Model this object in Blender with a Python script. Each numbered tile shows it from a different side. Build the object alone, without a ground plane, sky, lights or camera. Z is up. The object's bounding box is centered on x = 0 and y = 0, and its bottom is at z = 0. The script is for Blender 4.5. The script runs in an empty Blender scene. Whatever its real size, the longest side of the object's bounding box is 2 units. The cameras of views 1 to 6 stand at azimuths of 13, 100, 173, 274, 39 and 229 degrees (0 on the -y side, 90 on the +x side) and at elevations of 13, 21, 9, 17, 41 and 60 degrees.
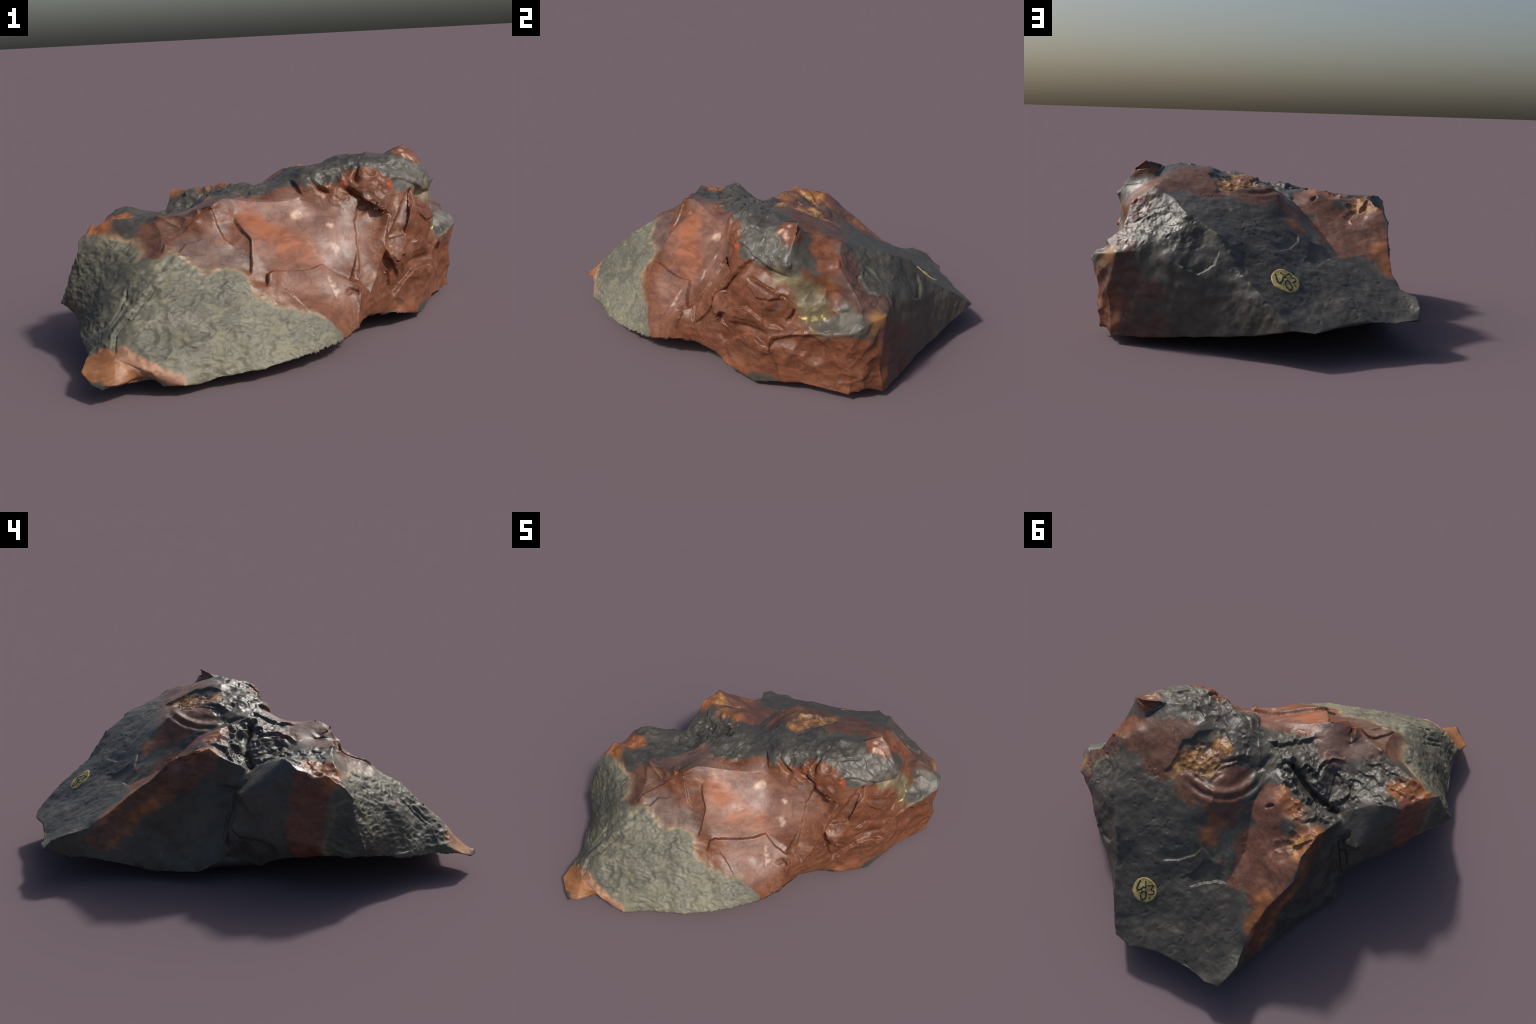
import bpy, math
import numpy as np
from mathutils import Vector
from mathutils.geometry import delaunay_2d_cdt
from mathutils.bvhtree import BVHTree

# ---------------------------------------------------------------- landmarks
# Named corners, crests and hollows of the stone (metres). The body is a skin
# stretched over these, creased along the CRESTS listed below.
LM = {
 "recess": (0.545,-0.012,0.226),
 "cavity": (-0.474,0.101,0.396),
 "block_foot_c": (-0.356,-0.040,0.464),
 "block_foot_b": (-0.322,-0.105,0.484),
 "block_foot_a": (-0.292,-0.165,0.500),
 "block_top_d": (-0.215,-0.045,0.555),
 "block_top_c": (-0.292,-0.055,0.528),
 "block_top_b": (-0.262,-0.100,0.546),
 "slab_edge_c": (-0.308,-0.004,0.485),
 "slab_edge_b": (-0.246,-0.001,0.514),
 "slab_edge_a": (-0.150,0.033,0.576),
 "slope_edge_c": (0.172,0.778,0.338),

 "shell_side": (0.394,-0.287,0.226),
 "crust_f": (-0.245,-0.722,0.300),
 "crust_e": (-0.345,-0.780,0.281),
 "hump": (-0.175,0.045,0.583),
 "slab_d2": (-0.487,0.855,0.146),
 "slab_rim": (-0.555,0.787,0.184),
 "ledge_bc": (0.698,0.425,0.296),
 "ledge_ab": (0.643,0.254,0.265),
 "crust_d": (-0.442,-0.535,0.409),
 "crust_c": (-0.362,-0.726,0.285),
 "crust_b": (-0.200,-0.767,0.224),
 "crust_a": (-0.342,-0.867,0.189),
 "slope_i": (-0.165,0.786,0.220),
 "slope_h": (-0.491,0.751,0.184),
 "slope_g": (-0.179,0.670,0.301),
 "slope_f": (-0.413,0.659,0.243),
 "back_top": (0.466,0.363,0.634),
 "mottle_e": (0.520,0.641,0.405),
 "mottle_d": (0.453,0.642,0.429),
 "mottle_c": (0.349,0.668,0.460),
 "crest_ab": (0.445,0.463,0.585),
 "crest_d2": (0.290,0.660,0.486),
 "under_notch": (-0.540,0.045,0.112),
 "tip_nose": (-0.375,-1.000,0.082),
 "shelf_toe_b": (-0.180,-0.900,0.052),
 "shelf_toe": (-0.215,-0.882,0.042),
 "patch_corner": (0.645,0.231,0.562),
 "knob_side": (0.572,0.260,0.672),
 "left_top_ab": (-0.598,-0.218,0.528),
 # --- orange front tip and the shelf beside it
 "tip_toe": (-0.389,-1.000,0.064), "tip_left": (-.487,-.933,.101), "tip_low": (-.434,-.974,.070),
 "tip_toe_right": (-.347,-.978,.074), "tip_inner": (-.300,-.897,.072), "notch": (-.374,-.905,.145),
 "tip_crown": (-.403,-.873,.172), "tip_side": (-.489,-.862,.139), "shelf_root": (-.282,-.905,.105),
 "shelf_lip": (-.240,-.910,.100),
 # --- front foot of the pale crust
 "foot_a": (-.136,-.879,.044), "foot_b": (-.085,-.826,.036), "foot_c": (-.020,-.790,.046),
 "foot_d": (.105,-.718,.051), "foot_e": (.208,-.635,.066), "foot_f": (.303,-.512,.065),
 "shell_foot": (.352,-.436,.076), "shell_corner": (.392,-.350,.092),
 # --- crust surface
 "crust_mid": (-.045,-.721,.169), "crust_high": (-.013,-.550,.304), "crust_kink": (-.393,-.822,.221),
 "crust_fold": (-0.283,-0.689,0.350), "crust_rim_a": (-.133,-.547,.371), "crust_rim_b": (-.020,-.506,.349),
 "crust_rim_c": (.099,-.507,.273), "crust_rim_d": (.197,-.486,.216), "crust_rim_e": (.289,-.469,.168),
 # --- brow above the great scar
 "brow_left": (-.150,-.385,.571), "brow": (-.114,-.320,.588), "brow_a": (-.029,-.245,.562),
 "brow_b": (.063,-.178,.546), "brow_end": (.149,-.119,.540), "pillar": (.168,-.088,.590),
 "cut_top": (-.190,-.376,.570), "cut_foot": (-.231,-.312,.532),
 "groove_top": (-.078,-.326,.524), "vee": (-.051,-.433,.428), "scar_edge": (.004,-.412,.449),
 "scar_edge_low": (.017,-.490,.345), "scar_foot": (.074,-.509,.285), "shell_left": (.083,-.466,.336),
 "shell_peak": (.245,-.268,.318), "shell_end": (.376,-.226,.243), "shell_dent": (.371,-.294,.208),
 "crack_end": (.425,-.221,.185), "blotch": (.145,-.162,.489),
 "crack_top": (.385,-.048,.500), "crack_mid": (.354,-.104,.432), "crack_low": (.377,-.188,.301),
 # --- small brown scars left of the brow
 "knee_a": (-.216,-.414,.525), "streak_top": (-0.295,-0.525,0.452), "streak_low": (-.300,-.571,.421),
 "purple": (-.229,-.492,.445), "brown_dip": (-.322,-.458,.477), "brown_dip_b": (-.275,-.410,.495), "rim_a": (-.285,-.395,.538), "rim_b": (-.363,-.392,.534),
 "rim_c": (-.407,-.389,.517), "grey_point": (-.476,-.450,.454), "raise_end": (-.566,-.391,.521),
 "trough": (-.328,-.235,.515), "trough_rim": (-.486,-.342,.509),
 # --- overhang and leaf shaped scars
 "over_left": (.323,-.057,.580), "over_mid": (.391,-.061,.535), "over_tip": (.488,-.022,.461),
 "over_under": (.445,-.045,.455), "lump_top": (.381,-.015,.659), "lump_low": (.462,-.052,.518),
 "patch_left": (.486,-.004,.598), "patch_low": (.580,.087,.567), "patch_right": (.630,.248,.504),
 "leaf_foot": (.483,-.098,.374), "nub": (.529,-.102,.285), "nub_top": (.492,-.090,.362),
 "flake_top": (.590,.055,.481), "patch_fold": (.581,.156,.525),
 # --- right hand end
 "ridge_right": (.651,.151,.192), "ledge_a": (.631,.175,.240), "ledge_b": (.684,.358,.292),
 "ledge_c": (.735,.490,.319), "crystals": (.641,.282,.332), "cluster": (.627,.379,.325),
 "gate_a": (.390,-.318,.095), "gate_b": (.412,-.236,.108), "gate_c": (.464,-.113,.073),
 "right_foot_a": (.538,-.054,.060), "right_foot_b": (.609,.077,.024), "right_foot_c": (.642,.271,.045),
 "right_foot_d": (.713,.494,.090), "rear_foot": (.652,.619,.030), "rear_corner": (.629,.627,.361),
 "rear_edge_mid": (.668,.607,.200), "hook": (0.676,0.530,0.396), "right_sill": (0.705,0.482,0.036),
 "end_a": (.662,.361,.190), "end_b": (.716,.470,.212), "end_c": (.678,.420,.070), "end_d": (.731,.505,.272),
 "end_e": (.725,.530,.340), "jumble_a": (.611,.025,.326), "jumble_b": (.566,-.013,.385), "side_a": (.479,-.125,.328), "side_b": (.455,-.146,.257), "valley_foot": (.499,-.092,.180),
 "facet_a": (.523,-.048,.169), "facet_b": (.580,.027,.212), "purple_end": (.602,.032,.302), "nub_right": (.560,-.039,.299), "leaf_tail": (.563,-.022,.421), "leaf_mid": (.568,.000,.464), "leaf_hollow": (0.536,0.008,0.462),
 "pits": (.561,-.047,.296),
 # --- rear face and dark slope
 "mottle_a": (.307,.683,.432), "mottle_b": (.437,.596,.466), "slope_a": (.029,.613,.414),
 "slope_c": (.089,.433,.542), "slope_d": (-.080,.487,.443), "slope_e": (-.160,.475,.411),
 "vein_top": (.554,.643,.371), "rear_top_a": (.500,.656,.357), "rear_top_b": (0.410,0.705,0.335),
 "rear_top_c": (.370,.735,.322), "rear_step": (.193,.748,.393), "crest_d": (.240,.711,.454),
 "crest_c": (0.360,0.620,0.520), "crest_b": (0.405,0.505,0.564), "crest_a": (0.490,0.432,0.608),
 "back_a": (.582,.430,.541), "back_b": (0.612,0.495,0.447),
 "rear_low_a": (.525,.672,.036), "rear_low_b": (.325,.766,.057), "rear_low_c": (.229,.823,.074),
 "rear_low_d": (.098,.895,.096), "rear_point": (-.031,.998,.138), "slope_edge_a": (0.150,0.815,0.312),
 "slope_edge_b": (.064,.912,.233), "slope_label": (-.018,.788,.283),
 "slab_a": (-.110,.987,.126), "slab_b": (-.235,.912,.140), "slab_c": (-.320,.885,.148),
 "slab_d": (-.440,.856,.137), "slab_tip": (-0.545,0.825,0.142), "slab_side": (-0.556,0.717,0.213), "slab_under": (-0.557,0.705,0.108),
 "slab_notch": (-.510,.628,.227), "slab_red": (-.492,.560,.275), "step_left": (-.161,.643,.318),
 "step_right": (-.276,.509,.335), "lip_orange": (-.210,.467,.392), "lobe_a": (.007,.661,.379),
 "lobe_b": (-.104,.604,.358), "slope_head_a": (.228,.413,.581), "slope_head_b": (.149,.438,.553),
 # --- red wedge
 "wedge_foot": (-.492,.459,.359), "wedge_low": (-.377,.479,.344), "valley_a": (-0.120,0.142,0.529),
 "valley_b": (-0.138,0.204,0.512), "valley_c": (-0.190,0.282,0.455), "valley_d": (-0.241,0.361,0.394),
 "wedge_a": (-.199,.194,.541), "wedge_b": (-.229,.156,.562), "wedge_c": (-.357,.321,.448),
 "wedge_d": (-.402,.237,.485), "wedge_pit": (-.482,.259,.518), "wedge_corner": (-.464,.118,.555),
 "wedge_top": (-.229,.090,.584),
 "wedge_rim_a": (-.513,.362,.434), "wedge_rim_b": (-.520,.328,.463), "wedge_rim_c": (-.502,.283,.505),
 "dome_ridge_a": (-.018,.324,.600), "dome_ridge_b": (-0.034,0.360,0.580),
 # --- broken grey top
 "prism": (-.090,-.056,.592), "prism_low": (-.101,.100,.556), "hole_edge": (-.250,-.150,.552),
 "prism_right": (-.147,-.045,.585), "block": (-0.245,-0.161,0.555),
 "block_side": (-.336,-.171,.494),
 "slab_end": (-.450,-.046,.456), "slab_back": (-.463,.079,.522),
 "plate": (-.439,-.066,.470), "saddle": (-.057,-.169,.560),
 "plate_edge": (-.533,-.182,.526), "left_top_a": (-.550,-.184,.534), "left_top_b": (-0.624,-0.245,0.508),
 "left_top_c": (-.612,-.335,.480), "left_top_d": (-.648,-.358,.490), "left_top_e": (-.672,-.434,.448),
 "left_top_f": (-.668,-.467,.405), "left_dot": (-.699,-.472,.334), "left_corner": (-0.740,-0.512,0.215),
 # --- dome and knob
 "dome_a": (.384,.139,.691), "dome_b": (.256,.152,.678), "dome_c": (.045,.145,.638),
 "dome_peak": (.365,.254,.665), "gold_deep": (.200,.121,.652), "pit_left": (.154,.320,.605),
 "pit_edge": (.071,.315,.612), "pit_right": (.022,.131,.607), "ripple_end": (-.049,.092,.555),
 "knob": (.527,.264,.704), "knob_left": (.451,.184,.677), "knob_base": (.477,.283,.638),
 "knob_right": (0.618,0.238,0.600),
 "dome_front_a": (.516,.130,.648), "dome_front_b": (.433,.037,.650), "dome_front_c": (.451,.140,.670), "knob_pool": (.476,.326,.628),
 # --- left face
 "face_a": (-.516,.349,.338), "face_b": (-.560,.169,.133), "face_c": (-.530,.283,.155),
 "cleft_top": (-.489,.024,.375), "plate_tip": (-.577,-.007,.395), "face_corner": (-.603,.130,.082),
 "face_foot_a": (-.587,.165,.055), "face_foot_b": (-.547,.347,.043), "face_foot_c": (-.549,.482,.074),
 "face_foot_d": (-0.545,0.655,0.107), "cleft_foot": (-0.540,0.045,0.150), "band_left": (-.637,-.155,.189),
 "under_left": (-.561,-.080,.073), "band_foot_a": (-.634,-.187,.140), "band_foot_b": (-.667,-.377,.163),
 "crust_foot_a": (-.707,-.437,.177), "crust_foot_b": (-.630,-.604,.146), "crust_foot_c": (-.543,-.741,.117),
 "crust_foot_d": (-.505,-.823,.112),
 # --- hidden underside
 "base_a": (.35,.20,.0), "base_b": (.12,.48,.004), "base_c": (-.30,.22,.0), "base_d": (-.40,-.22,.08),
 "base_e": (0.120,-0.320,0.050), "base_f": (-.15,-.66,.02), "base_g": (-0.380,0.560,0.080), "base_h": (.42,.47,.004),
 "base_i": (-.38,-.80,.095), "base_j": (-0.120,0.760,0.100), "base_k": (-.5,-.5,.15), "base_l": (0.400,-0.060,0.090),
}
CRESTS = """
tip_left tip_low tip_toe tip_nose tip_toe_right tip_inner shelf_root shelf_lip shelf_toe foot_a foot_b foot_c foot_d foot_e foot_f shell_foot shell_corner gate_a gate_b gate_c right_foot_a right_foot_b right_foot_c right_sill right_foot_d rear_foot
rear_foot rear_low_a rear_low_b rear_low_c rear_low_d rear_point slab_a slab_b slab_c slab_d slab_d2 slab_tip
slab_tip slab_rim slab_side slab_notch slab_red wedge_foot wedge_rim_a wedge_rim_b wedge_rim_c wedge_pit wedge_corner slab_back slab_end
slab_tip slab_under face_foot_d face_foot_c face_foot_b face_foot_a face_corner under_notch under_left band_foot_a band_foot_b crust_foot_a crust_foot_b crust_foot_c crust_foot_d tip_left
tip_left tip_side
notch tip_crown crust_kink crust_fold
notch shelf_lip
notch shelf_root
notch tip_toe_right
rear_point slope_edge_b slope_edge_a slope_edge_c rear_step crest_d crest_d2 crest_c crest_b crest_ab crest_a
rear_step rear_top_c rear_top_b rear_top_a vein_top rear_corner
rear_corner rear_edge_mid rear_foot
crest_a back_a back_b hook rear_corner
ledge_a ledge_ab ledge_b ledge_bc ledge_c end_e rear_corner
ledge_c end_d end_b right_foot_d
ridge_right ledge_a
knob knob_left dome_a
knob knob_side knob_right
knob_left knob_base
patch_left patch_low patch_right
patch_right patch_corner
over_left over_mid over_tip
brow_left brow brow_a brow_b brow_end pillar
brow_left cut_top cut_foot
cut_top knee_a rim_a rim_b rim_c raise_end left_top_e
crack_end shell_end crack_low crack_mid crack_top
shell_left shell_peak shell_end shell_side shell_corner
shell_left crust_rim_c
groove_top scar_edge scar_edge_low
patch_low leaf_foot nub_top
leaf_foot side_a side_b crack_end
facet_a facet_b ridge_right
patch_low leaf_mid leaf_tail nub_right
nub_top nub
left_top_a left_top_ab left_top_b left_top_c left_top_d left_top_e left_top_f left_dot left_corner crust_foot_a
plate slab_end
plate plate_edge left_top_a
plate plate_tip band_left
cleft_top plate_tip
cleft_top cleft_foot
valley_a valley_b valley_c valley_d step_right
step_left step_right wedge_low wedge_foot
wedge_low slab_red
prism prism_low
prism prism_right
block block_top_b block_top_c block_top_d
block_foot_a block_foot_b block_foot_c
slab_edge_a slab_edge_b slab_edge_c slab_end
block_side block_foot_c
pit_left pit_edge pit_right ripple_end
slope_head_a slope_head_b pit_left dome_ridge_a dome_ridge_b
wedge_b wedge_top hump
"""
CENTRE = np.array([0., .03, .2])
def cage():
    names=list(LM); P=np.array([LM[n] for n in names],float)
    idx={n:i for i,n in enumerate(names)}
    edges=[]
    for line in CRESTS.strip().splitlines():
        w=line.split(); edges+=[(idx[a],idx[b]) for a,b in zip(w,w[1:])]
    d=(P-CENTRE)*np.array([1,1,1.7]); d/=np.linalg.norm(d,axis=1)[:,None]
    s=d[:,:2]/np.maximum(1+d[:,2:],1e-6)
    r=delaunay_2d_cdt([Vector(q) for q in s],edges,[],0,1e-7,True)
    v2,e2,f2,ov,oe,of=r
    m=[o[0] if o else -1 for o in ov]
    F=[tuple(m[i] for i in f) for f in f2]
    F=[f for f in F if min(f)>=0]
    # close below with a fan to the nadir
    cnt={}
    for f in F:
        for a,b in ((f[0],f[1]),(f[1],f[2]),(f[2],f[0])): cnt[(a,b)]=1
    rim=[(a,b) for a,b in cnt if (b,a) not in cnt]
    P=np.vstack([P,[[0,.1,0.]]]); n=len(P)-1
    F+= [(b,a,n) for a,b in rim]
    return names,P,np.array(F),edges
def uniq_edges(F):
    e=np.sort(np.vstack([F[:,[0,1]],F[:,[1,2]],F[:,[2,0]]]),axis=1)
    u,inv=np.unique(e[:,0].astype(np.int64)*(1<<32)+e[:,1],return_inverse=True)
    E=np.stack([u>>32,u&((1<<32)-1)],1).astype(np.int64)
    n=len(F); return E,np.stack([inv[:n],inv[n:2*n],inv[2*n:]],1)
def refine(P,F,crest,L,coarse=None):
    """split every edge longer than L once (conforming); crest = set of sorted edges as int keys"""
    E,fe=uniq_edges(F)
    ln=np.linalg.norm(P[E[:,0]]-P[E[:,1]],axis=1)
    lim=np.full(len(E),L)
    if coarse is not None: lim=np.where(coarse((P[E[:,0]]+P[E[:,1]])/2),L*3,L)
    mk=ln>lim
    mid=np.full(len(E),-1); mid[mk]=len(P)+np.arange(mk.sum())
    Pn=np.vstack([P,(P[E[mk,0]]+P[E[mk,1]])/2])
    keys=E[:,0]*(1<<32)+E[:,1]
    isc=np.isin(keys,crest)
    k=isc&mk; a,b,m=E[k,0],E[k,1],mid[k]
    newc=np.concatenate([keys[isc&~mk],a*(1<<32)+m,b*(1<<32)+m])
    M=mid[fe]; c=(M>=0)
    out=[F[~c.any(1)]]
    nm=c.sum(1)
    f3=F[nm==3];m3=M[nm==3]
    if len(f3): out+= [np.stack([f3[:,0],m3[:,0],m3[:,2]],1),np.stack([m3[:,0],f3[:,1],m3[:,1]],1),np.stack([m3[:,2],m3[:,1],f3[:,2]],1),m3]
    for i in range(3):
        q=(nm==1)&c[:,i]; f=np.roll(F[q],-i,axis=1); m=M[q,i]
        out+=[np.stack([f[:,0],m,f[:,2]],1),np.stack([m,f[:,1],f[:,2]],1)]
        q=(nm==2)&~c[:,i]; f=np.roll(F[q],-i,axis=1); mm=np.roll(M[q],-i,axis=1) # edge0 unsplit: mids on e1,e2
        if len(f):
            a,b,cc=f.T; m1,m2=mm[:,1],mm[:,2]
            d1=np.linalg.norm(Pn[a]-Pn[m1],axis=1); d2=np.linalg.norm(Pn[b]-Pn[m2],axis=1)
            s=d1<d2
            out.append(np.stack([m2,m1,cc],1))
            out+=[np.stack([a,b,m1],1)[s],np.stack([a,m1,m2],1)[s],np.stack([a,b,m2],1)[~s],np.stack([b,m1,m2],1)[~s]]
    return Pn,np.vstack([o for o in out if len(o)]),newc
def smoother(n,E):
    deg=np.bincount(E.ravel(),minlength=n).astype(float)
    def lap(X):
        o=np.empty_like(X)
        for k in range(X.shape[1]):
            o[:,k]=(np.bincount(E[:,0],X[E[:,1],k],n)+np.bincount(E[:,1],X[E[:,0],k],n))/deg-X[:,k]
        return o
    return lap
def body():
    names,P,F,edges=cage()
    nl=len(P)
    crest=np.array([min(a,b)*(1<<32)+max(a,b) for a,b in edges],np.int64)
    E,_=uniq_edges(F); keys=E[:,0]*(1<<32)+E[:,1]
    low=lambda Q:(Q[:,2]<.03)&(np.hypot(Q[:,0],Q[:,1])<.6)
    for L,its in ((.2,0),(.1,0),(.07,12),(.04,14),(.025,12),(.014,7),(.0085,3),(.0056,1)):
        for _ in range(3 if L>.1 else 1): P,F,crest=refine(P,F,crest,L,low if L<.03 else None)
        E,_=uniq_edges(F)
        if its:
            lap=smoother(len(P),E)
            rid=np.zeros(len(P),bool); rid[(crest>>32)]=True; rid[(crest&((1<<32)-1))]=True
            pin=rid.copy()
            if L>.03: pin[:nl]=True
            for i in range(its):
                # plate bending between creases, edges of each facet free to turn
                l=lap(P); l[rid]=0
                dl=lap(l); 
                P=P-np.where(pin[:,None],0,.45*dl)
                P=P+np.where(pin[:,None],0,.015*lap(P))
            if L<.02:
                rid2=rid.copy(); rid2[:nl]=False
                l=lap(P); P=P+np.where(rid2[:,None],.12*l,0)
    return P,F,crest,names

# ---------------------------------------------------------------- noise
RNG = np.random.default_rng(7)
PERM = np.tile(RNG.permutation(256), 3)
GRAD = RNG.normal(size=(256, 3)); GRAD /= np.linalg.norm(GRAD, axis=1)[:, None]
def perlin(p):
    i = np.floor(p).astype(int); f = p - i; u = f*f*f*(f*(f*6-15)+10); i &= 255
    r = np.zeros(len(p))
    for a in (0, 1):
        for b in (0, 1):
            for c in (0, 1):
                h = PERM[PERM[PERM[i[:,0]+a & 255]+(i[:,1]+b & 255)]+(i[:,2]+c & 255)]
                w = np.where(a, u[:,0], 1-u[:,0])*np.where(b, u[:,1], 1-u[:,1])*np.where(c, u[:,2], 1-u[:,2])
                r += w*((f-np.array([a,b,c]))*GRAD[h]).sum(1)
    return r*1.5
def fbm(p, scale, octaves=3, seed=0.):
    r = np.zeros(len(p)); a = 1.; q = p/scale+seed
    for _ in range(octaves): r += a*perlin(q); q = q*2.03+17.1; a *= .5
    return r
def shards(p, scale, seed=0):
    """fracture facets: every Voronoi cell is a flat chip with its own height and tilt"""
    q = p/scale+seed*13.7; i = np.floor(q).astype(int)
    best = np.full(len(p), 9.); out = np.zeros(len(p)); second = np.full(len(p), 9.)
    for a in (-1,0,1):
        for b in (-1,0,1):
            for c in (-1,0,1):
                k = i+np.array([a,b,c]); h = PERM[PERM[PERM[k[:,0] & 255]+(k[:,1] & 255)]+(k[:,2] & 255)]
                ctr = k+.5+.42*GRAD[h]; d = q-ctr; D = np.linalg.norm(d, axis=1)
                val = GRAD[(h+91) & 255][:,0]*.8+(d*GRAD[(h+37) & 255]).sum(1)*1.1
                nb = D < best; second = np.where(nb, best, np.minimum(second, D))
                out = np.where(nb, val, out); best = np.where(nb, D, best)
    return out
def scoops(p, scale, seed=0):
    """conchoidal scars: shallow bowls that meet in sharp ridges"""
    q = p/scale+seed*7.3+.12*np.stack([perlin(p/scale*1.7+k) for k in (1., 5., 9.)], 1); i = np.floor(q).astype(int); best = np.full(len(p), 9.)
    for a in (-1,0,1):
        for b in (-1,0,1):
            for c in (-1,0,1):
                k = i+np.array([a,b,c]); h = PERM[PERM[PERM[k[:,0] & 255]+(k[:,1] & 255)]+(k[:,2] & 255)]
                d = ((q-k-.5-.42*GRAD[h])**2).sum(1)*(.8+.4*GRAD[(h+91) & 255][:,0])+GRAD[(h+17) & 255][:,1]*.15
                best = np.minimum(best, d)
    return best-.25
def ledges(p, axis, gap, seed=0.):
    """broken benches: a leaning stack of flat treads with sharp drops"""
    a = np.array(axis)/np.linalg.norm(axis); u = (p@a)/gap+fbm(p, .09, 2, seed)*.55+fbm(p, .03, 2, seed+3)*.18; f = u-np.floor(u)
    return np.where(f < .86, f/.86, (1-f)/.14)-.5
def zone(p, *balls):
    """soft mask: 1 inside any (centre, radius) ball, fading out to 1.5 radii"""
    m = np.zeros(len(p))
    for c, r in balls:
        d = np.linalg.norm(p-np.array(c), axis=1)/r
        m = np.maximum(m, np.clip((1.5-d)/.7, 0, 1))
    return m*m*(3-2*m)
def normals(P, F):
    n = np.cross(P[F[:,1]]-P[F[:,0]], P[F[:,2]]-P[F[:,0]]); o = np.zeros_like(P)
    for k in range(3):
        for j in range(3): o[:,j] += np.bincount(F[:,k], n[:,j], len(P))
    return o/np.maximum(np.linalg.norm(o, axis=1), 1e-12)[:,None]
def along(P, N, line, reach):
    """lateral offset (right of travel positive, seen from outside), distance and end taper to a polyline"""
    L = np.array(line, float); idx = np.where(((P > L.min(0)-reach) & (P < L.max(0)+reach)).all(1))[0]
    p, n = P[idx], N[idx]; best = np.full(len(p), 9.); sd = np.zeros(len(p)); s = np.zeros(len(p))
    ln = np.concatenate([[0], np.cumsum(np.linalg.norm(np.diff(L, axis=0), axis=1))])
    for j in range(len(L)-1):
        t = L[j+1]-L[j]; tl = np.linalg.norm(t); u = np.clip(((p-L[j])@t)/(tl*tl), 0, 1)
        v = p-(L[j]+u[:,None]*t); v = v-n*(v*n).sum(1)[:,None]; d = np.linalg.norm(v, axis=1)
        side = (v*np.cross(t/tl, n)).sum(1); nb = d < best
        best = np.where(nb, d, best); sd = np.where(nb, np.sign(side)*d, sd); s = np.where(nb, ln[j]+u*tl, s)
    e = min(.035, ln[-1]*.3); taper = np.clip(np.minimum(s, ln[-1]-s)/e, 0, 1)
    return idx, sd, best, taper*taper*(3-2*taper)
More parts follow.
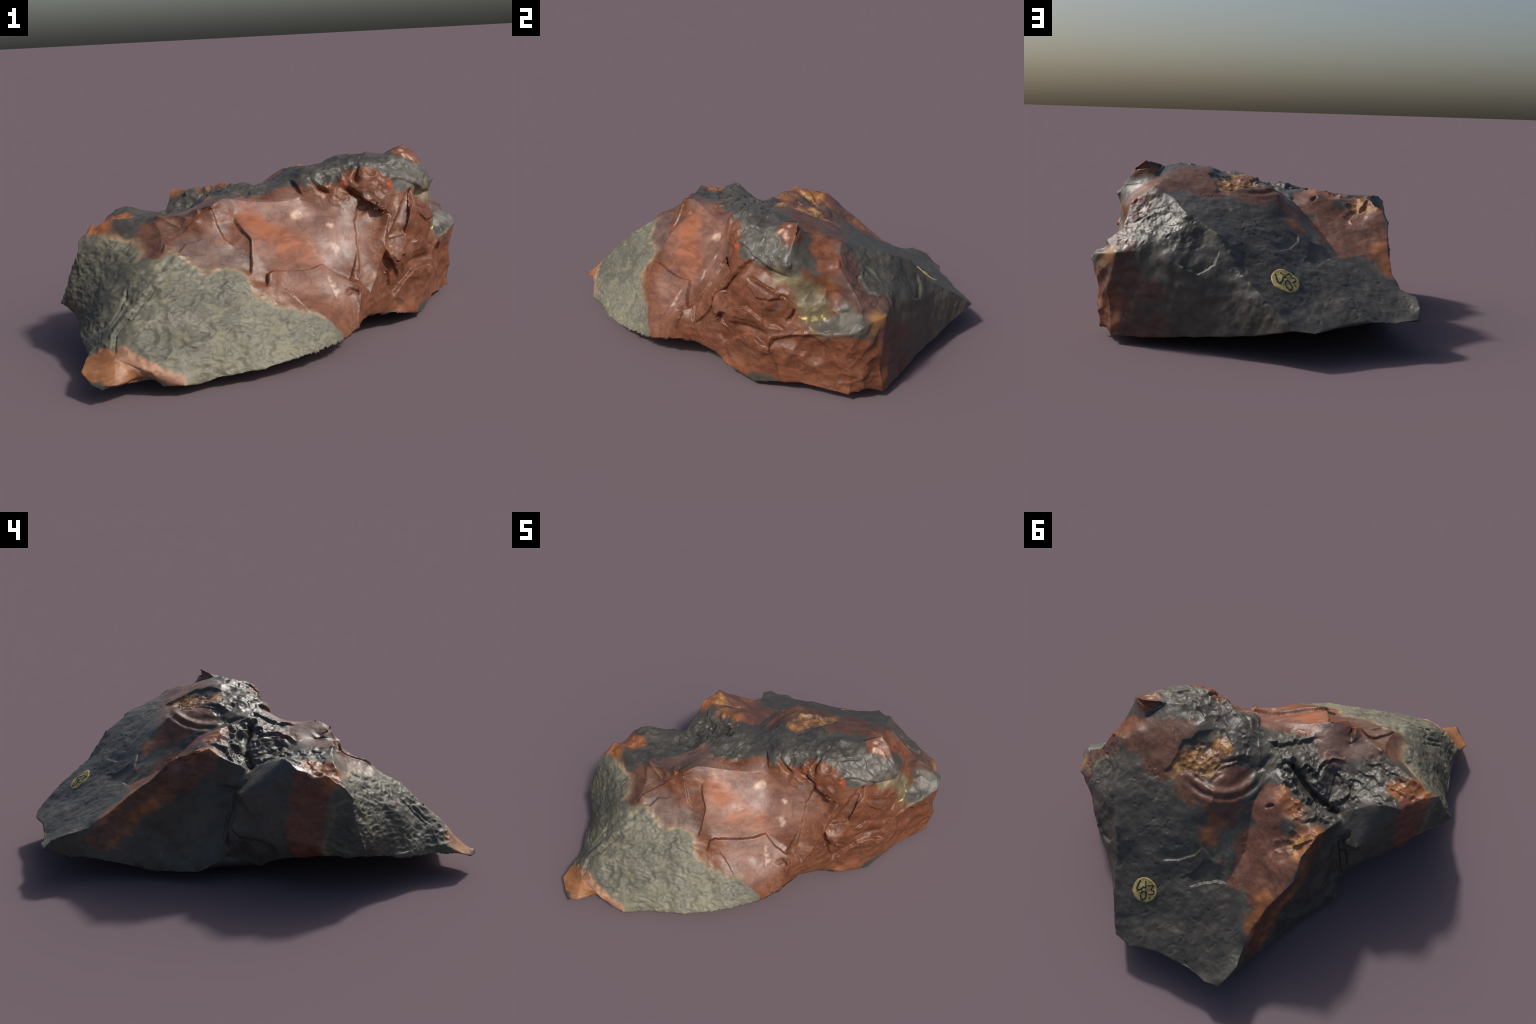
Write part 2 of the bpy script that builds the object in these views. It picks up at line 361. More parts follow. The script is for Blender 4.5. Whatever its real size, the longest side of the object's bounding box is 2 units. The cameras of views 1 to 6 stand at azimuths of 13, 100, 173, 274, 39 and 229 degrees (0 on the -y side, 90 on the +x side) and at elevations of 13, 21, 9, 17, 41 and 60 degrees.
# ---------------------------------------------------------------- fracture lines
# kind, size, width, reach, line.  step+ / step-: the surface right / left of the line stands proud
LINES = {
 "shell_flake": ("step+", .020, .007, .12, [(.079,-.509,.283),(.076,-.473,.330),(.092,-.453,.336),(.165,-.378,.317),(.215,-.321,.311),(.246,-.268,.317),(.299,-.271,.275),(.358,-.257,.239),(.377,-.244,.231)]),
 "scar_left": ("step-", .014, .007, .12, [(-.077,-.332,.522),(-.047,-.376,.484),(.005,-.412,.448),(.010,-.434,.418),(.018,-.467,.373),(.018,-.503,.331)]),
 "vee_left": ("step+", .007, .006, .06, [(-.152,-.381,.571),(-.113,-.409,.489),(-.087,-.429,.449),(-.049,-.433,.428)]),
 "crack_scar": ("step+", .013, .008, .10, [(.393,-.058,.526),(.356,-.095,.447),(.364,-.115,.410),(.369,-.146,.365),(.378,-.173,.322),(.385,-.209,.259)]),
 "crack_tail": ("step+", .010, .007, .05, [(.364,-.227,.254),(.382,-.219,.247),(.425,-.220,.184)]),
 "leaf_left": ("step+", .014, .006, .05, [(.580,.087,.567),(.540,.020,.51),(.510,-.035,.44),(.483,-.098,.374)]),
 "leaf_right": ("step-", .016, .006, .05, [(.585,.080,.55),(.580,.045,.50),(.568,.0,.464),(.563,-.022,.421),(.552,-.018,.378)]),
 "leaf_end": ("step+", .012, .006, .05, [(.484,-.090,.370),(.506,-.057,.372),(.542,-.019,.376),(.556,-.01,.376)]),
 "nub_edge": ("step-", .026, .007, .05, [(.482,-.108,.351),(.488,-.112,.304),(.513,-.090,.262),(.534,-.067,.302),(.559,-.039,.300)]),
 "nub_wall": ("step-", .012, .008, .05, [(.479,-.122,.324),(.496,-.102,.252),(.491,-.072,.151)]),
 "facet_top": ("step+", .018, .007, .08, [(.496,-.075,.131),(.517,-.039,.159),(.583,.022,.218),(.624,.082,.226),(.650,.148,.200)]),
 "facet_side": ("step+", .010, .007, .05, [(.640,.161,.257),(.652,.153,.198),(.634,.192,.067)]),
 "purple_ridge": ("step+", .012, .007, .05, [(.569,-.005,.339),(.606,.052,.358),(.633,.156,.288),(.644,.220,.281)]),
 "facet_gully": ("groove", .014, .014, .05, [(.564,-.033,.257),(.599,.056,.250),(.639,.151,.253)]),
 "under_patch": ("groove", .016, .012, .05, [(.574,.129,.521),(.602,.195,.503),(.632,.240,.513)]),
 "scar_side": ("step+", .012, .007, .06, [(.490,-.023,.461),(.483,-.055,.421),(.478,-.100,.368),(.478,-.122,.318),(.449,-.159,.240),(.427,-.219,.186)]),
 "shell_dents": ("groove", .010, .008, .03, [(.340,-.324,.210),(.362,-.292,.222),(.398,-.289,.200)]),
 "grey_crest": ("step-", .010, .008, .05, [(.205,-.048,.620),(.254,-.011,.638),(.320,.015,.658),(.353,.044,.672)]),
 "trough_ridge": ("ridge", .008, .010, .05, [(-.180,-.412,.520),(-.265,-.418,.492),(-.362,-.389,.529),(-.451,-.379,.520)]),
 "overhang": ("step-", .028, .008, .09, [(.322,-.057,.581),(.361,-.061,.550),(.405,-.055,.515),(.454,-.042,.483),(.490,-.022,.460)]),
 "low_step": ("step+", .008, .006, .08, [(-.277,-.564,.422),(-.237,-.537,.425),(-.222,-.490,.445),(-.160,-.455,.456)]),
 "brown_edge": ("ridge", .010, .020, .06, [(-.379,-.397,.521),(-.333,-.448,.483),(-.317,-.492,.466),(-.296,-.561,.429)]),
 "purple_edge": ("step+", .013, .008, .10, [(-.300,-.571,.420),(-.291,-.514,.459),(-.265,-.452,.471),(-.217,-.417,.512),(-.189,-.401,.538)]),
 "crust_crack": ("groove", .012, .006, .03, [(-.374,-.903,.146),(-.385,-.877,.166),(-.395,-.837,.206),(-.372,-.807,.230),(-.344,-.784,.245),(-.320,-.740,.290),(-.281,-.687,.338)]),
 "crust_fold": ("step-", .012, .010, .06, [(-.374,-.903,.146),(-.385,-.877,.166),(-.395,-.837,.206),(-.372,-.807,.230),(-.344,-.784,.245),(-.320,-.740,.290),(-.281,-.687,.338)]),
 "crust_crack_b": ("groove", .010, .006, .03, [(-.442,-.780,.211),(-.418,-.740,.260),(-.401,-.696,.297),(-.401,-.655,.325)]),
 "crust_crack_c": ("groove", .009, .006, .03, [(-.425,-.800,.205),(-.400,-.755,.255),(-.375,-.715,.295)]),
 "patch_low": ("step-", .012, .007, .10, [(.475,-.002,.597),(.532,.053,.591),(.576,.086,.570),(.604,.175,.524),(.628,.248,.508)]),
 "patch_crease": ("groove", .011, .007, .04, [(.431,.037,.651),(.461,.080,.651),(.515,.136,.649)]),
 "fissure_a": ("groove", .026, .009, .04, [(.163,-.048,.601),(.217,-.077,.583),(.265,-.085,.558)]),
 "fissure_b": ("groove", .026, .008, .04, [(.362,.019,.668),(.360,-.019,.650),(.354,-.038,.616),(.366,-.050,.578)]),
 "fissure_c": ("groove", .020, .007, .04, [(.297,-.065,.577),(.329,-.059,.573),(.392,-.060,.536)]),
 "pillar_side": ("step-", .016, .007, .05, [(.093,-.035,.596),(.129,-.080,.584),(.155,-.111,.552)]),
 "flake": ("step+", .011, .006, .07, [(.587,.056,.485),(.603,.106,.466),(.616,.155,.443),(.626,.200,.422),(.633,.240,.413)]),
 "flake_groove": ("groove", .011, .007, .03, [(.587,.056,.485),(.603,.106,.466),(.616,.155,.443),(.626,.200,.422),(.633,.240,.413)]),
 "flake_b": ("step-", .009, .006, .05, [(.589,.053,.474),(.602,.076,.437),(.614,.114,.407),(.624,.181,.413),(.632,.233,.412)]),
 "end_crack": ("groove", .018, .006, .03, [(.635,.264,.378),(.637,.251,.343),(.636,.221,.314)]),
 "end_ledge": ("ridge", .006, .010, .04, [(.633,.138,.223),(.630,.172,.252),(.653,.256,.268),(.683,.357,.290),(.710,.426,.302),(.731,.491,.322),(.711,.514,.344),(.689,.534,.374),(.675,.521,.412),(.655,.498,.429)]),
 "red_dish": ("step-", .011, .009, .07, [(.649,.151,.196),(.635,.168,.230),(.649,.237,.257),(.672,.323,.272),(.678,.367,.250),(.677,.384,.219),(.667,.376,.173)]),
 "end_foot": ("ridge", .005, .010, .04, [(.676,.581,.150),(.689,.547,.123),(.712,.495,.092),(.679,.421,.071)]),
 "pit_left": ("step-", .011, .012, .07, [(.233,.413,.581),(.226,.363,.600),(.235,.315,.620),(.262,.255,.645),(.236,.230,.651),(.232,.178,.665),(.200,.121,.652)]),
 "pit_low": ("step+", .016, .008, .06, [(.163,.367,.587),(.152,.326,.602),(.097,.304,.612),(.060,.268,.611),(.055,.207,.622),(.026,.126,.610)]),
 "ledge": ("step+", .014, .007, .12, [(-.162,.643,.318),(-.189,.598,.328),(-.236,.537,.338),(-.281,.507,.335)]),
 "lobe_a": ("step+", .008, .009, .07, [(.006,.661,.377),(-.058,.598,.384),(-.099,.536,.401),(-.104,.488,.431)]),
 "lobe_b": ("step-", .008, .009, .06, [(-.102,.649,.334),(-.136,.591,.352),(-.145,.542,.376),(-.137,.505,.403)]),
 "lobe_c": ("step+", .009, .009, .05, [(-.086,.487,.440),(-.152,.491,.405),(-.187,.493,.386)]),
 "wedge_crack": ("groove", .014, .006, .03, [(-.198,.193,.538),(-.211,.172,.551),(-.229,.158,.560)]),
 "wedge_rag": ("step+", .010, .006, .06, [(-.358,.322,.447),(-.354,.279,.468),(-.383,.241,.484),(-.407,.220,.498),(-.416,.163,.537),(-.441,.127,.548)]),
 "crevice": ("groove", .034, .013, .05, [(-.12,-.05,.58),(-.18,-.03,.555),(-.222,-.022,.53),(-.262,-.022,.505),(-.31,-.026,.48),(-.36,-.040,.458),(-.44,-.055,.458)]),
 "crevice_top": ("groove", .016, .014, .05, [(-.048,-.011,.588),(-.052,.094,.556)]),
 "face_seam": ("groove", .014, .012, .04, [(-.493,.098,.402),(-.489,.036,.385),(-.517,-.011,.412),(-.500,-.040,.437)]),
 "face_seam_b": ("step-", .014, .012, .05, [(-.495,.021,.382),(-.505,.032,.334),(-.532,.054,.266),(-.56,.07,.16)]),
 "face_block": ("step-", .014, .009, .10, [(-.533,.011,.344),(-.554,.018,.234),(-.577,-.003,.212),(-.618,-.108,.201),(-.637,-.155,.189)]),
 "rear_step": ("step+", .012, .008, .08, [(.386,.711,.327),(.315,.755,.303),(.255,.761,.340),(.231,.736,.396)]),
 "mottle_crack": ("groove", .006, .006, .03, [(.572,.513,.464),(.548,.506,.482),(.499,.515,.496)]),
 "cut": ("step+", .020, .008, .05, [(-.235,-.326,.536),(-.195,-.386,.558),(-.189,-.401,.538)]),
}
CRUST = [((-.156,-.725,.223),.13),((.052,-.646,.168),.12),((-.353,-.692,.316),.10),((.169,-.591,.136),.09),((-.561,-.702,.15),.12),
 ((-.518,-.551,.369),.12),((-.464,-.798,.176),.08),((-.048,-.583,.295),.08),((-.205,-.659,.319),.10),((-.022,-.762,.095),.10),
 ((-.253,-.815,.174),.10),((-.650,-.526,.308),.12),((-.719,-.471,.202),.10),((-.239,-.617,.367),.07),((.245,-.53,.12),.06)]
BROKEN = [((-.10,-.10,.57),.10),((-.25,-.12,.52),.10),((-.35,-.08,.47),.10),((-.20,-.02,.52),.09),((-.33,.03,.50),.09)]
END = [((.614,.079,.25),.10),((.62,.2,.35),.10),((.66,.33,.36),.09),((.68,.48,.30),.10),((.66,.33,.2),.12),((.57,-.04,.2),.10),((.53,-.06,.33),.08),((.70,.52,.14),.10)]
BROW = [((.40,-.035,.59),.08),((.28,-.055,.58),.07),((.33,-.04,.62),.06)]
PIT = [((.14,.24,.62),.07),((.10,.25,.61),.06),((.17,.29,.60),.05)]
RAG = [((-.42,.19,.51),.06),((-.38,.26,.47),.05),((-.30,.10,.56),.05)]
LEFTRAG = [((-.64,-.38,.48),.06),((-.60,-.36,.50),.05),((-.56,-.32,.51),.05)]
DOME = [((.131,.034,.63),.10),((.323,.058,.67),.09),((.25,.02,.64),.09),((.45,.07,.65),.08),((.56,.15,.61),.08),((.05,.08,.62),.07)]
SHELVES = [((-.43,-.30,.51),.08),((-.50,-.28,.51),.08),((-.40,-.20,.50),.06)]
MOTTLE = [((.46,.55,.49),.09),((.37,.64,.44),.08),((.546,.56,.44),.09),((.52,.47,.53),.06)]
SLOPE = [((-.02,.78,.28),.22),((-.25,.72,.22),.2),((.1,.62,.42),.16),((.25,.5,.54),.1),((-.42,.72,.2),.12)]
REAR = [((.5,.67,.2),.2),((.3,.77,.18),.18),((.1,.87,.18),.1)]
SMOOTH = [((.12,-.25,.45),.16),((.28,-.19,.40),.12),((.05,-.38,.40),.10),((.26,-.38,.24),.12),((.42,-.10,.40),.06),((-.15,-.45,.45),.08),((-.25,-.30,.53),.08)]
SIDE = [((-.55,.3,.25),.25),((-.6,-.1,.25),.15),((-.65,-.3,.3),.12)]
SWELLS = [((.14,.01,.61),.09,.035),((.20,-.135,.50),.08,-.018),((.037,-.287,.496),.07,-.016),((.265,-.385,.23),.08,-.018),((.266,-.519,.141),.06,-.012),
 ((.61,.147,.36),.08,.022),((.625,.15,.43),.05,.018),((.638,.40,.45),.05,-.028),((.655,.456,.421),.04,-.022),((.61,.075,.22),.05,.006),((.635,.244,.272),.05,.014),
 ((-.24,.82,.20),.10,.018),((-.51,.245,.40),.07,.022),((-.535,.02,.21),.07,.026),((-.49,-.65,.26),.09,.030),((.405,.68,.352),.06,.014)]
def relief(P, F):
    N = normals(P, F)
    P = P+N*sum(a*np.exp(-(((P-np.array(c))/r)**2).sum(1)) for c, r, a in SWELLS)[:,None]
    N = normals(P, F)
    calm = 1-.75*zone(P, *SMOOTH)
    h = (fbm(P, .16, 3, 3.)*.0045+fbm(P, .045, 3, 9.)*.0018)*calm
    def add(balls, fn):
        m = zone(P, *balls); i = np.where(m > 0)[0]; h[i] += m[i]*fn(P[i])
    add(CRUST, lambda p: fbm(p, .075, 2, 1.)*.006-np.abs(fbm(p*np.array([.7,.8,1.25]), .034, 2, 5.))*.010+.0035)
    add(BROKEN, lambda p: ledges(p, (-.75,.35,.55), .105, 1.)*.020+ledges(p, (.3,.8,.5), .14, 5.)*.012+scoops(p, .05, 2)*.008)
    add(END, lambda p: scoops(p, .14, 3)*.042+scoops(p, .065, 4)*.018+fbm(p, .05, 2, 4.)*.0015)
    add(BROW, lambda p: scoops(p, .065, 5)*.026+scoops(p, .032, 6)*.011)
    add(PIT, lambda p: scoops(p, .045, 7)*.022+scoops(p, .022, 8)*.010-.006)
    add(RAG, lambda p: scoops(p, .04, 9)*.018)
    add(LEFTRAG, lambda p: scoops(p, .045, 10)*.018+fbm(p, .025, 2, 2.)*.002)
    add(DOME, lambda p: scoops(p, .055, 11)*.020+ledges(p, (.4,.85,.35), .05, 7.)*.005+fbm(p, .03, 2, 6.)*.003)
    add(SHELVES, lambda p: fbm(p, .04, 3, 7.)*.004+ledges(p, (-.2,.9,.3), .06, 9.)*.008+scoops(p, .04, 12)*.008)
    add(MOTTLE, lambda p: fbm(p, .035, 3, 8.)*.0042-np.maximum(fbm(p, .03, 2, 4.)-.4, 0)*.010)
    add(SLOPE, lambda p: fbm(p, .055, 3, 11.)*.0032-np.maximum(fbm(p, .03, 2, 14.)-.4, 0)*.006)
    add(REAR, lambda p: fbm(p, .08, 2, 12.)*.004)
    add(SIDE, lambda p: fbm(p, .09, 2, 13.)*.004)
    # shell-like ripples below the ochre pit
    c = np.array([.085,.165,.66]); v = P-c; r = np.linalg.norm(v, axis=1)+fbm(P, .06, 2, 41.)*.004
    fan = np.clip((v@np.array([-.75,.55,-.35])/np.maximum(r, 1e-6)-.35)/.3, 0, 1)*np.clip((.27-r)/.05, 0, 1)*np.clip((r-.10)/.03, 0, 1)
    g = lambda a, w: np.exp(-((r-a)/w)**2)
    h += fan*(-.008*g(.155,.024)+.0045*g(.186,.016)-.0055*g(.210,.013)+.003*g(.232,.015)-.002*g(.252,.014))
    for kind, size, width, reach, line in LINES.values():
        i, sd, d, tp = along(P, N, line, reach*2.2)
        w = width*(1+.25*fbm(P[i], .03, 1, 21.)); sd = sd+fbm(P[i], .03, 2, 23.)*.0035
        if kind == "groove": a = -size*np.exp(-(d/w)**2)
        elif kind == "ridge": a = size*np.exp(-d/w)
        else:
            q = sd if kind == "step+" else -sd
            s = np.clip(q/w+.5, 0, 1); s = s*s*(3-2*s)
            a = size*(.35*s*np.exp(-(np.maximum(q, 0)/reach)**2)-.65*(1-s)*np.exp(-(np.minimum(q, 0)/(reach*.8))**2))
        h[i] += a*tp
    deep = np.clip((P[:,2]+.02)/.05, 0, 1)
    return P+N*(h*deep)[:,None]

# ---------------------------------------------------------------- colours (linear)
COL = dict(flint=(.060,.053,.043), red=(.160,.056,.026), scar=(.215,.104,.072), glow=(.27,.090,.038), purple=(.135,.076,.056),
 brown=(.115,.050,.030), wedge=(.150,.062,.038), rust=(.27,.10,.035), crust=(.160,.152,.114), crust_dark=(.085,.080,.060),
 rim=(.36,.27,.15), grey=(.108,.100,.084), green=(.19,.155,.088), gold=(.34,.165,.050), band=(.145,.050,.030), tip=(.27,.115,.045),
 shelf=(.30,.155,.092), pale=(.50,.34,.25), crystal=(.85,.68,.22), ember=(.48,.095,.025), vein=(.115,.112,.085), rearred=(.085,.040,.032),
 ochre=(.27,.135,.045), upper=(.105,.055,.042))
def B(r, *pts): return [(p, r) for p in pts]
VEIN_A = [(.426,.494,.531),(.466,.515,.508),(.468,.57,.472),(.505,.609,.418),(.537,.629,.385),(.547,.645,.359),(.54,.665,.30),(.515,.68,.24)]
VEIN_B = [(.533,.513,.484),(.561,.529,.457),(.572,.555,.432),(.56,.585,.42)]
# painted in this order: colour, edge softness, warp, balls
PATCHES = [
 ("rearred", .45, 1.6, B(.10,(.64,.62,.12),(.62,.63,.25))+B(.06,(.511,.673,.219),(.464,.701,.058),(.56,.66,.03))),
 ("red", .10, 1., B(.24,(.26,-.30,.30),(.42,-.10,.30))+B(.19,(.55,.05,.25),(.62,.28,.2),(.65,.45,.14),(.05,-.40,.40))+B(.15,(.102,-.206,.490),(.277,-.192,.377),(.410,-.123,.372),(.551,.0,.447),(.161,-.441,.273))
   +B(.12,(.546,-.051,.169),(.614,.079,.185),(.427,-.215,.143),(.655,.290,.228),(.689,.400,.243),(.177,-.324,.344),(.269,-.444,.199),(.323,-.392,.177))
   +B(.10,(.608,.102,.432),(.477,-.010,.54),(-.202,-.459,.455),(-.087,-.465,.415),(.624,.102,.156),(.675,.402,.139),(.704,.512,.181),(.680,.565,.091),(.567,-.006,.114),(.39,-.30,.12),(.60,.25,.46),(.64,.36,.42))
   +B(.08,(-.025,-.24,.545),(.367,-.035,.60),(.437,-.025,.56),(.251,-.065,.58),(-.14,-.36,.57),(.02,-.50,.33))),
 ("upper", .2, 1., B(.07,(.545,.452,.535),(.600,.500,.455),(.625,.560,.395))+B(.05,(.57,.60,.38),(.60,.45,.50))),
 ("brown", .15, 1., B(.075,(.317,.212,.671),(.380,.310,.639),(.438,.381,.611),(.316,.382,.602))+B(.05,(.26,.33,.63),(.25,.40,.59),(.47,.33,.63),(.30,.26,.66))),
 ("red", .2, 1., B(.055,(.536,.245,.672),(.52,.36,.60),(.555,.20,.64),(.58,.40,.56))),
 ("brown", .15, 1., B(.08,(-.038,.269,.585),(-.067,.343,.560),(.09,.37,.58),(-.02,.196,.59))+B(.06,(-.10,.30,.54),(-.13,.36,.52))),
 ("wedge", .12, .7, B(.085,(-.26,.33,.42),(-.32,.39,.39),(-.313,.273,.472),(-.366,.40,.39),(-.444,.180,.515),(-.427,.328,.445),(-.22,.19,.53),(-.46,.42,.38))+B(.05,(-.164,.134,.552),(-.30,.46,.355),(-.42,.46,.355),(-.49,.25,.50))),
 ("rust", .5, 1., B(.05,(-.465,.449,.365),(-.493,.494,.324),(-.485,.538,.285),(-.505,.555,.245))),
 ("rust", .5, 1.2, B(.045,(-.46,.12,.552),(-.45,.19,.525),(-.30,.11,.57),(-.23,.10,.58))),
 ("gold", .6, 1.5, B(.030,(-.42,.17,.535),(-.40,.20,.51),(-.36,.12,.56),(-.44,.24,.51))),
 ("brown", .25, .9, B(.050,(-.525,.362,.385),(-.515,.45,.305),(-.515,.29,.43),(-.505,.20,.44),(-.51,.40,.35),(-.51,.51,.245),(-.50,.13,.50))+B(.045,(-.52,.56,.20),(-.52,.60,.17))),
 ("rust", .9, 1.4, B(.028,(-.53,.31,.36),(-.53,.35,.33),(-.53,.39,.30),(-.53,.43,.265),(-.53,.47,.235),(-.53,.51,.205),(-.53,.55,.175))),
 ("band", .10, .6, B(.085,(-.649,-.297,.383),(-.659,-.278,.274),(-.669,-.296,.202),(-.637,-.314,.455))+B(.06,(-.66,-.34,.18),(-.66,-.34,.42))),
 ("rust", .5, 1.2, B(.05,(-.609,-.411,.488),(-.560,-.315,.515),(-.65,-.40,.465),(-.60,-.36,.50),(-.50,-.47,.46),(-.48,-.49,.445))),
 ("brown", .12, .8, B(.075,(-.365,-.462,.475),(-.300,-.42,.505),(-.328,-.535,.445),(-.42,-.46,.48))),
 ("purple", .2, .8, B(.08,(-.153,-.273,.562),(-.334,-.323,.524),(-.247,-.295,.534),(-.222,-.236,.549))+B(.07,(-.199,-.497,.440),(-.206,-.546,.405),(-.107,-.50,.40),(-.046,-.482,.385))),
 ("rim", .3, .7, [(c, r*1.19) for c, r in CRUST]),
 ("crust", .09, .75, [(c, r*1.12) for c, r in CRUST]+B(.07,(-.36,-.63,.375),(-.62,-.44,.40),(-.70,-.44,.26),(-.58,-.78,.13),(.30,-.50,.085),(-.136,-.87,.07),(-.03,-.79,.06),(.1,-.72,.06),(.2,-.63,.07),(-.38,-.81,.21),(-.44,-.78,.20),(-.20,-.88,.07))),
 ("crust_dark", .6, 1.2, B(.14,(-.60,-.66,.2),(-.66,-.5,.26))+B(.10,(-.50,-.66,.28),(-.45,-.62,.34),(-.48,-.82,.15),(-.56,-.54,.37))),  # left flank gets less sun; that shade is painted over the crust colour
 ("grey", .18, .9, B(.075,(.555,.135,.605),(.505,.085,.630),(.454,.115,.664),(.605,.200,.560))+B(.05,(.421,.064,.662),(.53,.05,.60),(.62,.24,.52))),
 ("flint", .2, .9, B(.085,(.131,.034,.619),(.323,.065,.671),(.191,.015,.625),(.254,.05,.645),(.10,.06,.615))+B(.06,(.066,-.022,.596),(.42,.14,.675),(.36,.14,.685),(.23,.10,.655),(.10,.14,.63),(.04,.11,.60))),
 ("grey", .4, 1.2, B(.03,(.34,.0,.655),(.27,-.03,.62),(.21,-.04,.61),(.40,.03,.655))),
 ("gold", .45, 1.4, B(.055,(.110,.240,.621),(.165,.270,.620),(.136,.165,.635))+B(.035,(.20,.30,.615),(.19,.36,.59),(.07,.26,.615),(.09,.15,.635))),
 ("flint", .15, .8, B(.05,(-.435,-.345,.511),(-.482,-.405,.490),(-.384,-.284,.512),(-.330,-.240,.517),(-.30,-.18,.51),(-.46,-.24,.50))),
 ("green", .5, 1., B(.06,(.636,.309,.435),(.637,.327,.394),(.632,.344,.350))+B(.04,(.630,.255,.484),(.66,.40,.335),(.612,.194,.513),(.655,.36,.31),(.69,.45,.36))),
 ("grey", .25, .9, B(.05,(.677,.447,.335),(.700,.491,.344),(.665,.40,.315))),
 ("ochre", .7, 1.4, B(.035,(.637,.41,.455),(.66,.594,.345),(.682,.575,.315))+B(.025,(.69,.54,.30),(.655,.45,.43),(.64,.38,.47))),
 ("vein", .5, .35, [(a, .008, b) for a, b in zip(VEIN_A, VEIN_A[1:])]),
 ("vein", .6, .5, [(a, .009, b) for a, b in zip(VEIN_B, VEIN_B[1:])]),
 ("tip", .15, .5, B(.05,(-.429,-.935,.115),(-.358,-.960,.09),(-.316,-.920,.09),(-.455,-.93,.11))+B(.035,(-.425,-.89,.145),(-.46,-.90,.125),(-.385,-.905,.13))),
 ("shelf", .25, .5, B(.032,(-.350,-.893,.148),(-.282,-.900,.122),(-.225,-.903,.095),(-.156,-.889,.066),(-.31,-.90,.135),(-.25,-.90,.105),(-.19,-.895,.08))),
 ("scar", .5, 1.4, B(.12,(.12,-.24,.46),(.22,-.22,.40),(.05,-.30,.47),(.27,-.17,.45))+B(.07,(.27,-.36,.27),(.20,-.40,.29),(.30,-.30,.25),(-.02,-.25,.545),(.10,-.17,.53))),
 ("glow", .8, 1.2, B(.055,(.037,-.331,.469),(.120,-.315,.410),(-.016,-.315,.50),(.102,-.300,.43),(.196,-.270,.37),(.16,-.28,.40))),
 ("pale", .95, 1.3, B(.018,(.147,-.165,.490))+B(.010,(.160,-.150,.495),(.260,-.152,.442),(.315,-.335,.226),(.300,-.320,.245),(.284,-.307,.264),(.534,.236,.680),(.540,.200,.66),(.56,.22,.655))+B(.014,(.275,-.20,.385),(.29,-.19,.36))),
 ("ember", .9, 1.2, B(.013,(.502,.005,.580))+B(.009,(.320,-.055,.600),(-.478,.262,.515))),
 ("crystal", .8, 1.3, B(.009,(.631,.372,.332),(.643,.288,.331),(.640,.30,.332),(.632,.385,.325),(.637,.335,.327))),
 ("rust", .5, .8, B(.02,(-.208,.467,.396))+B(.05,(-.103,.409,.500),(-.11,.44,.47))),
 ("vein", .6, 1.2, B(.05,(-.165,.415,.47),(-.190,.430,.425))),
]
